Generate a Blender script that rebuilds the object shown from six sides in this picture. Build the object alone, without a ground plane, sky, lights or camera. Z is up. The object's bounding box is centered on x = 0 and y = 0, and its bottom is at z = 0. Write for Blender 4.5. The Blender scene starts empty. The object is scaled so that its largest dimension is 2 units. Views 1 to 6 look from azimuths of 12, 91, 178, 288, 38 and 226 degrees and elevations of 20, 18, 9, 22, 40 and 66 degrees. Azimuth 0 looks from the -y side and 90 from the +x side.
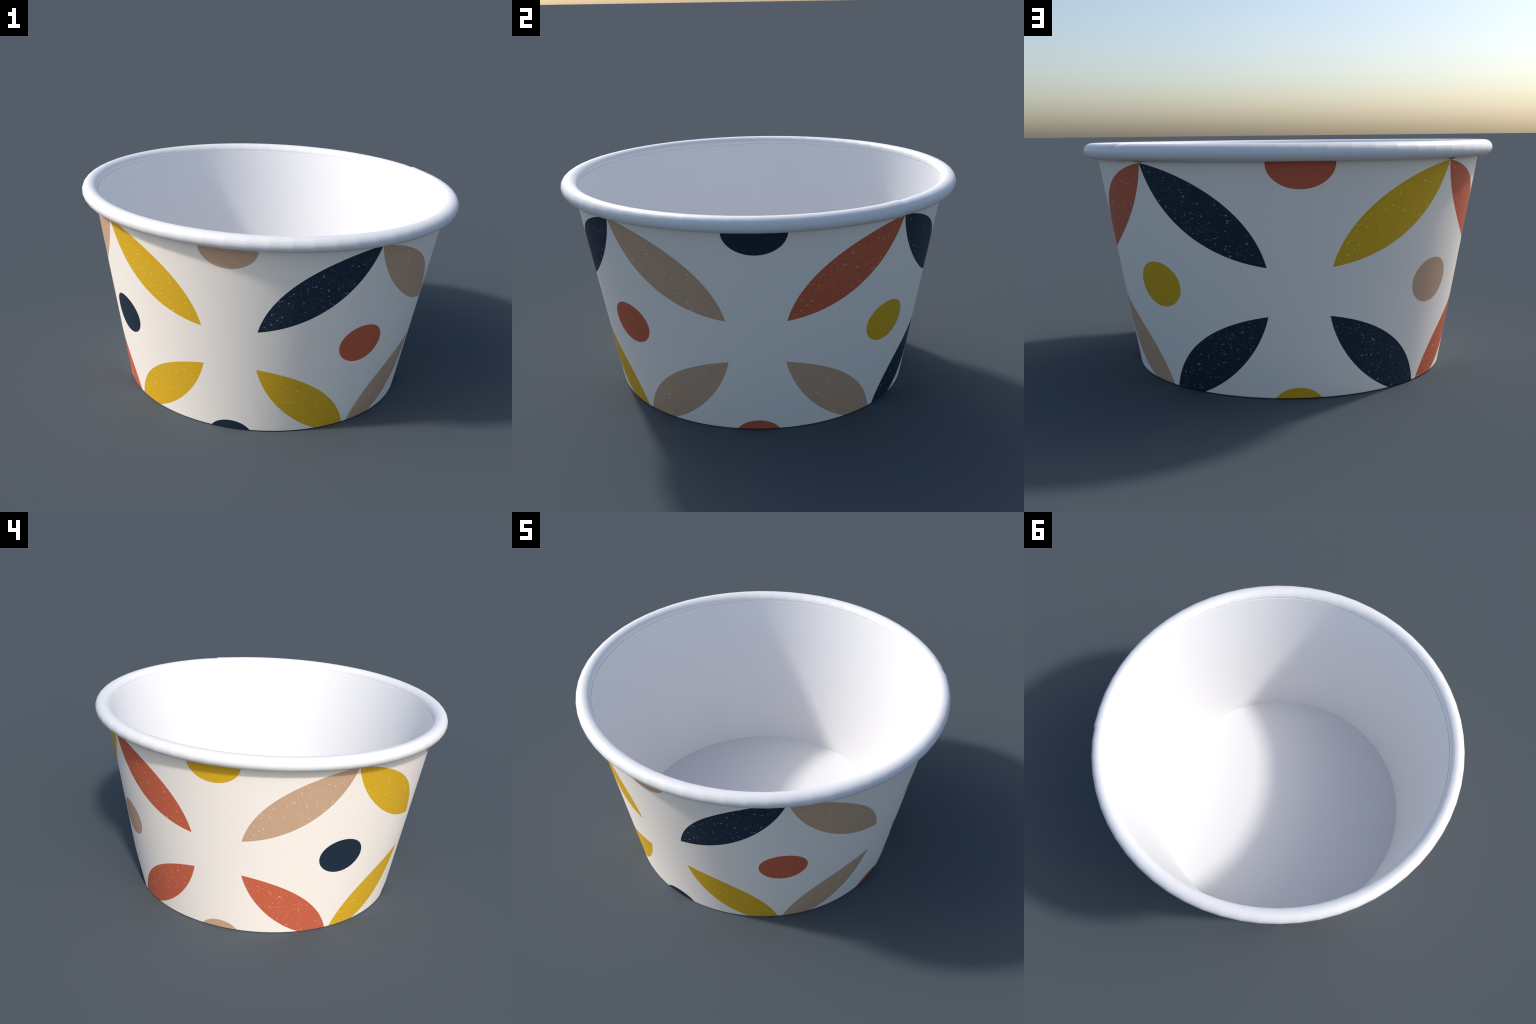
"""A paper ice-cream tub: a flaring round wall printed with a petal-and-dot
pattern, a plain white inside, a rolled rim and a raised floor disc."""
import bpy
import math

TAU = 2.0 * math.pi

# ---------------------------------------------------------------- dimensions
BASE_RADIUS = 0.7632          # outside radius of the wall on the ground
FLARE = 0.1680                # growth of the radius per metre of height
PLY = 0.0070                  # thickness of the printed outer ply
INSIDE_RADIUS = 0.7470        # the white inside flares a little less
INSIDE_FLARE = 0.1655
WALL_TOP = 1.0480             # the wall ends inside the rolled rim
HEEL = 0.0035                 # the cut lower edge of the wall turns under
FLOOR_TOP = 0.0830            # upper side of the raised floor
RIM_RADIUS = 0.9615           # centre line of the rolled rim
RIM_HEIGHT = 1.0526
RIM_HALF_WIDTH = 0.0384
RIM_HALF_HEIGHT = 0.0356
RIM_SEGMENTS = 64             # the rolled rim is visibly faceted
RIM_SIDES = 36
ROUND = 256                   # segments round the wall

# print layout, in the unrolled wall: u runs -1..1 over a quarter turn,
# v = (z - PRINT_MIDDLE) / PRINT_SCALE
PRINT_MIDDLE = 0.4790
PRINT_SCALE = 0.5293
PETAL_TIP = 0.2000            # where a petal ends near the middle of a quarter
PETAL_SAGITTA = 0.1760        # half width of a petal
DOT_RADIUS = 0.1917

# ------------------------------------------------------------------- colours
CREAM = (0.962, 0.886, 0.800, 1)
TAN = (0.605, 0.390, 0.252, 1)
RED = (0.600, 0.132, 0.064, 1)
YELLOW = (0.735, 0.432, 0.018, 1)
NAVY = (0.0125, 0.0265, 0.0490, 1)
WHITE = (0.805, 0.800, 0.800, 1)
# the same inks where they are worn thin
WORN = {TAN: (0.96, 0.71, 0.54, 1), RED: (0.95, 0.52, 0.40, 1),
        YELLOW: (0.95, 0.77, 0.27, 1), NAVY: (0.28, 0.40, 0.58, 1)}
# inks in equal sectors, counted from -45 degrees
UPPER_PETALS = [TAN, RED, NAVY, YELLOW, RED, TAN, YELLOW, NAVY]
LOWER_PETALS = [TAN, NAVY, RED, YELLOW]


# ------------------------------------------------------------- mesh helpers
def make_object(name, verts, faces, material, parent, smooth=True):
    mesh = bpy.data.meshes.new(name)
    mesh.from_pydata(verts, [], faces)
    mesh.validate()
    mesh.materials.append(material)
    for poly in mesh.polygons:
        poly.use_smooth = smooth
    if smooth:
        mesh.set_sharp_from_angle(angle=math.radians(30))
    mesh.update()
    obj = bpy.data.objects.new(name, mesh)
    bpy.context.scene.collection.objects.link(obj)
    obj.parent = parent
    return obj


def revolve(profile, segments, close_profile=True):
    """Turn a closed (radius, height) profile, listed so that the outside lies
    to its right when walking along it, round the z axis."""
    verts, faces = [], []
    n = len(profile)
    for i in range(segments):
        a = TAU * i / segments
        ca, sa = math.cos(a), math.sin(a)
        verts += [(r * ca, r * sa, z) for r, z in profile]
    last = n if close_profile else n - 1
    for i in range(segments):
        j = (i + 1) % segments
        for k in range(last):
            m = (k + 1) % n
            faces.append((i * n + k, j * n + k, j * n + m, i * n + m))
    return verts, faces


def inside_radius(z):
    return INSIDE_RADIUS + INSIDE_FLARE * z


def wall_radius(z, depth=0.0):
    return BASE_RADIUS - depth + FLARE * z


# ------------------------------------------------------------- node helpers
class Nodes:
    def __init__(self, name):
        self.mat = bpy.data.materials.new(name)
        self.mat.use_nodes = True
        self.tree = self.mat.node_tree
        self.bsdf = self.tree.nodes["Principled BSDF"]

    def new(self, kind, **props):
        node = self.tree.nodes.new(kind)
        for key, value in props.items():
            setattr(node, key, value)
        return node

    def link(self, a, b):
        self.tree.links.new(a, b)

    def put(self, socket, value):
        if hasattr(value, "is_linked"):
            self.link(value, socket)
        else:
            socket.default_value = value

    def math(self, op, a, b=0.0, c=0.0, clamp=False):
        node = self.new("ShaderNodeMath", operation=op, use_clamp=clamp)
        for socket, value in zip(node.inputs, (a, b, c)):
            self.put(socket, value)
        return node.outputs[0]

    def hypot(self, a, b):
        return self.math("SQRT", self.math(
            "ADD", self.math("MULTIPLY", a, a), self.math("MULTIPLY", b, b)))

    def mix(self, factor, a, b):
        node = self.new("ShaderNodeMix", data_type="RGBA")
        self.put(node.inputs[0], factor)
        self.put(node.inputs[6], a)
        self.put(node.inputs[7], b)
        return node.outputs[2]

    def sectors(self, position, colours):
        """Hard-edged colours, one per equal sector of position 0..1."""
        node = self.new("ShaderNodeValToRGB")
        ramp = node.color_ramp
        ramp.interpolation = "CONSTANT"
        while len(ramp.elements) < len(colours):
            ramp.elements.new(0.999)
        for i, colour in enumerate(colours):
            ramp.elements[i].position = i / len(colours)
        for i, colour in enumerate(colours):
            ramp.elements[i].color = colour
        self.link(position, node.inputs[0])
        return node.outputs[0]

    def vector(self, x, y, z=0.0):
        node = self.new("ShaderNodeCombineXYZ")
        for socket, value in zip(node.inputs, (x, y, z)):
            self.put(socket, value)
        return node.outputs[0]

    def noise(self, vector, scale, detail=2.0):
        node = self.new("ShaderNodeTexNoise")
        self.link(vector, node.inputs["Vector"])
        node.inputs["Scale"].default_value = scale
        node.inputs["Detail"].default_value = detail
        return node

    def voronoi(self, vector, scale):
        node = self.new("ShaderNodeTexVoronoi", voronoi_dimensions="2D")
        self.link(vector, node.inputs["Vector"])
        node.inputs["Scale"].default_value = scale
        node.inputs["Randomness"].default_value = 1.0
        return node


def white_paper(name, roughness, grain):
    n = Nodes(name)
    coords = n.new("ShaderNodeTexCoord").outputs["Object"]
    fibre = n.noise(coords, 60.0, 3.0).outputs[0]
    tint = n.mix(fibre, tuple(c * (1.0 - grain) for c in WHITE[:3]) + (1,),
                 tuple(min(1.0, c * (1.0 + grain)) for c in WHITE[:3]) + (1,))
    n.link(tint, n.bsdf.inputs["Base Color"])
    n.bsdf.inputs["Roughness"].default_value = roughness
    return n.mat


def printed_paper():
    n = Nodes("printed_paper")
    coords = n.new("ShaderNodeTexCoord").outputs["Object"]
    split = n.new("ShaderNodeSeparateXYZ")
    n.link(coords, split.inputs[0])
    x, y, z = split.outputs

    # unroll the wall
    turn = n.math("DIVIDE", n.math("ARCTAN2", y, x), TAU)          # -0.5..0.5
    around = n.math("FRACT", n.math("ADD", turn, 1.125))           # 0 at -45 deg
    quarter = n.math("MULTIPLY", around, 4.0)
    u = n.math("SUBTRACT", n.math("MULTIPLY", n.math("FRACT", quarter), 2.0), 1.0)
    p = n.math("ABSOLUTE", u)
    v = n.math("DIVIDE", n.math("SUBTRACT", z, PRINT_MIDDLE), PRINT_SCALE)
    absv = n.math("ABSOLUTE", v)
    w = n.math("SUBTRACT", 1.0, n.math("ABSOLUTE", n.math("SUBTRACT", absv, 1.0)))

    # a petal is the lens between two circle arcs on the diagonal of a quarter
    half = (1.0 - PETAL_TIP) / math.sqrt(2.0)
    arc = (half * half + PETAL_SAGITTA ** 2) / (2.0 * PETAL_SAGITTA)
    along = n.math("SUBTRACT", n.math("DIVIDE", n.math("ADD", p, w), math.sqrt(2.0)),
                   (1.0 + PETAL_TIP) / math.sqrt(2.0))
    across = n.math("DIVIDE", n.math("ABSOLUTE", n.math("SUBTRACT", w, p)), math.sqrt(2.0))
    inset = n.math("SUBTRACT", arc,
                   n.hypot(along, n.math("ADD", across, arc - PETAL_SAGITTA)))
    petal = n.math("GREATER_THAN", inset, 0.0)
    upper = n.math("GREATER_THAN", v, 0.0)
    beyond = n.math("GREATER_THAN", v, 1.0)

    side_dot = n.math("LESS_THAN", n.hypot(n.math("SUBTRACT", 1.0, p), v), DOT_RADIUS)
    top_dot = n.math("LESS_THAN", n.hypot(p, n.math("SUBTRACT", v, 1.0)), DOT_RADIUS)
    low_dot = n.math("LESS_THAN", n.hypot(p, n.math("ADD", v, 1.0)), DOT_RADIUS)

    # which ink stands where, counted in sectors from -45 degrees
    upper_ink = n.sectors(around, UPPER_PETALS)
    lower_ink = n.sectors(around, LOWER_PETALS)
    beyond_ink = n.sectors(around, [YELLOW, TAN, NAVY, RED])
    side_ink = n.sectors(around, [RED, YELLOW, YELLOW, TAN, TAN, NAVY, NAVY, RED])
    top_ink = n.sectors(around, [NAVY, RED, YELLOW, TAN])
    low_ink = n.sectors(around, [RED, YELLOW, TAN, NAVY])

    petal_ink = n.mix(upper, lower_ink, upper_ink)
    petal_ink = n.mix(beyond, petal_ink, beyond_ink)
    worn_ink = n.mix(upper, n.sectors(around, [WORN[c] for c in LOWER_PETALS]),
                     n.sectors(around, [WORN[c] for c in UPPER_PETALS]))

    # worn speckles where the petal ink did not take
    half_turn = n.math("MULTIPLY", n.math("GREATER_THAN", u, 0.0), 3.7)
    plane = n.vector(n.math("ADD", u, half_turn), v)
    wobble = n.noise(plane, 34.0, 2.0).outputs["Color"]
    shift = n.new("ShaderNodeVectorMath", operation="MULTIPLY_ADD")
    n.link(wobble, shift.inputs[0])
    shift.inputs[1].default_value = (0.022, 0.022, 0.0)
    n.link(plane, shift.inputs[2])
    ragged = n.new("ShaderNodeVectorMath", operation="MULTIPLY_ADD")
    n.link(n.noise(plane, 85.0, 1.0).outputs["Color"], ragged.inputs[0])
    ragged.inputs[1].default_value = (0.013, 0.013, 0.0)
    n.link(shift.outputs[0], ragged.inputs[2])
    warped = ragged.outputs[0]
    clump = n.noise(plane, 7.0, 2.0).outputs[0]

    def fleck_layer(scale, largest, share, strength):
        cells = n.voronoi(warped, scale)
        chance = n.new("ShaderNodeSeparateColor")
        n.link(cells.outputs["Color"], chance.inputs[0])
        r, g, b = chance.outputs
        limit = n.math("ADD", share, n.math("MULTIPLY", n.math("SUBTRACT", clump, 0.5), 1.3))
        present = n.math("LESS_THAN", r, limit)
        size = n.math("MULTIPLY", largest * scale,
                      n.math("MULTIPLY_ADD", n.math("MULTIPLY", g, g), 0.70, 0.30))
        edge = n.math("DIVIDE", n.math("SUBTRACT", size, cells.outputs["Distance"]),
                      0.0022 * scale, clamp=True)
        shade = n.math("MULTIPLY_ADD", b, 0.55, 0.45)
        return n.math("MULTIPLY", n.math("MULTIPLY", edge, present),
                      n.math("MULTIPLY", shade, strength))

    small = fleck_layer(44.0, 0.0071, 0.37, 0.78)
    large = fleck_layer(22.0, 0.0096, 0.21, 0.95)
    flecks = n.math("MAXIMUM", small, large)
    margin = n.math("DIVIDE", inset, 0.03, clamp=True)
    flecks = n.math("MULTIPLY", flecks, n.math("MULTIPLY_ADD", margin, 0.8, 0.2))
    petal_ink = n.mix(flecks, petal_ink, worn_ink)

    colour = n.mix(petal, CREAM, petal_ink)
    colour = n.mix(side_dot, colour, side_ink)
    colour = n.mix(top_dot, colour, top_ink)
    colour = n.mix(low_dot, colour, low_ink)
    n.link(colour, n.bsdf.inputs["Base Color"])
    n.bsdf.inputs["Roughness"].default_value = 0.60
    n.bsdf.inputs["Specular IOR Level"].default_value = 0.25
    return n.mat


# -------------------------------------------------------------------- build
def build_rim(material, parent):
    """Rolled rim: a faceted tube whose two ends lap at one seam, the start a
    little thicker than the end, so that a small step shows."""
    seam = 7
    step = TAU / RIM_SEGMENTS
    rings = [(math.radians(40.20), -0.0024)]
    for i in range(1, RIM_SEGMENTS):
        rings.append(((seam + i) * step, 0.0))
    rings.append((TAU + math.radians(39.85), 0.0021))
    verts, faces = [], []
    n = RIM_SIDES
    for angle, swell in rings:
        ca, sa = math.cos(angle), math.sin(angle)
        for k in range(n):
            t = TAU * k / n
            r = RIM_RADIUS + (RIM_HALF_WIDTH + swell) * math.cos(t)
            z = RIM_HEIGHT + (RIM_HALF_HEIGHT + swell) * math.sin(t)
            verts.append((r * ca, r * sa, z))
    for i in range(len(rings)):
        j = (i + 1) % len(rings)
        for k in range(n):
            m = (k + 1) % n
            faces.append((i * n + k, j * n + k, j * n + m, i * n + m))
    return make_object("rim", verts, faces, material, parent, smooth=False)


def build():
    cup = bpy.data.objects.new("paper_cup", None)
    bpy.context.scene.collection.objects.link(cup)
    cup["label"] = "round flaring paper tub with colourful petal print and rolled white rim"
    cup["category"] = "paper cup"

    inside = white_paper("white_lining_paper", 0.50, 0.004)
    rolled = white_paper("white_rim_paper", 0.45, 0.003)
    printed = printed_paper()

    # printed outer wall
    steps = 12
    heights = [HEEL + (WALL_TOP - HEEL) * k / steps for k in range(steps + 1)]
    outer = [(wall_radius(0.0) - 1.0 * HEEL, 0.0)] + [(wall_radius(z), z) for z in heights]
    inner = [(wall_radius(WALL_TOP, PLY), WALL_TOP),
             (wall_radius(0.0, PLY), 0.0)]
    verts, faces = revolve(outer + inner, ROUND)
    make_object("outer_wall", verts, faces, printed, cup)

    # white lining, its skirt reaching the ground inside the outer wall
    foot = 0.0
    verts, faces = revolve([
        (wall_radius(foot, PLY + 0.0004), foot),
        (wall_radius(WALL_TOP - 0.0012, PLY + 0.0004), WALL_TOP - 0.0012),
        (inside_radius(WALL_TOP - 0.0012), WALL_TOP - 0.0012),
        (inside_radius(foot), foot)], ROUND)
    make_object("inner_lining", verts, faces, inside, cup)

    # raised floor disc with a turned-down edge, as paper tubs have
    edge = inside_radius(FLOOR_TOP) + 0.0025
    flange = inside_radius(0.006) - 0.0006
    verts, faces = revolve([
        (0.0015, FLOOR_TOP - 0.012), (flange - 0.010, FLOOR_TOP - 0.012),
        (flange - 0.010, 0.006), (flange, 0.006),
        (flange + 0.002, FLOOR_TOP - 0.008),
        (edge, FLOOR_TOP), (0.0015, FLOOR_TOP)], ROUND, close_profile=False)
    n = 7
    faces.append(tuple(i * n + 6 for i in range(ROUND)))
    faces.append(tuple(i * n for i in reversed(range(ROUND))))
    make_object("floor", verts, faces, inside, cup)

    build_rim(rolled, cup)


build()
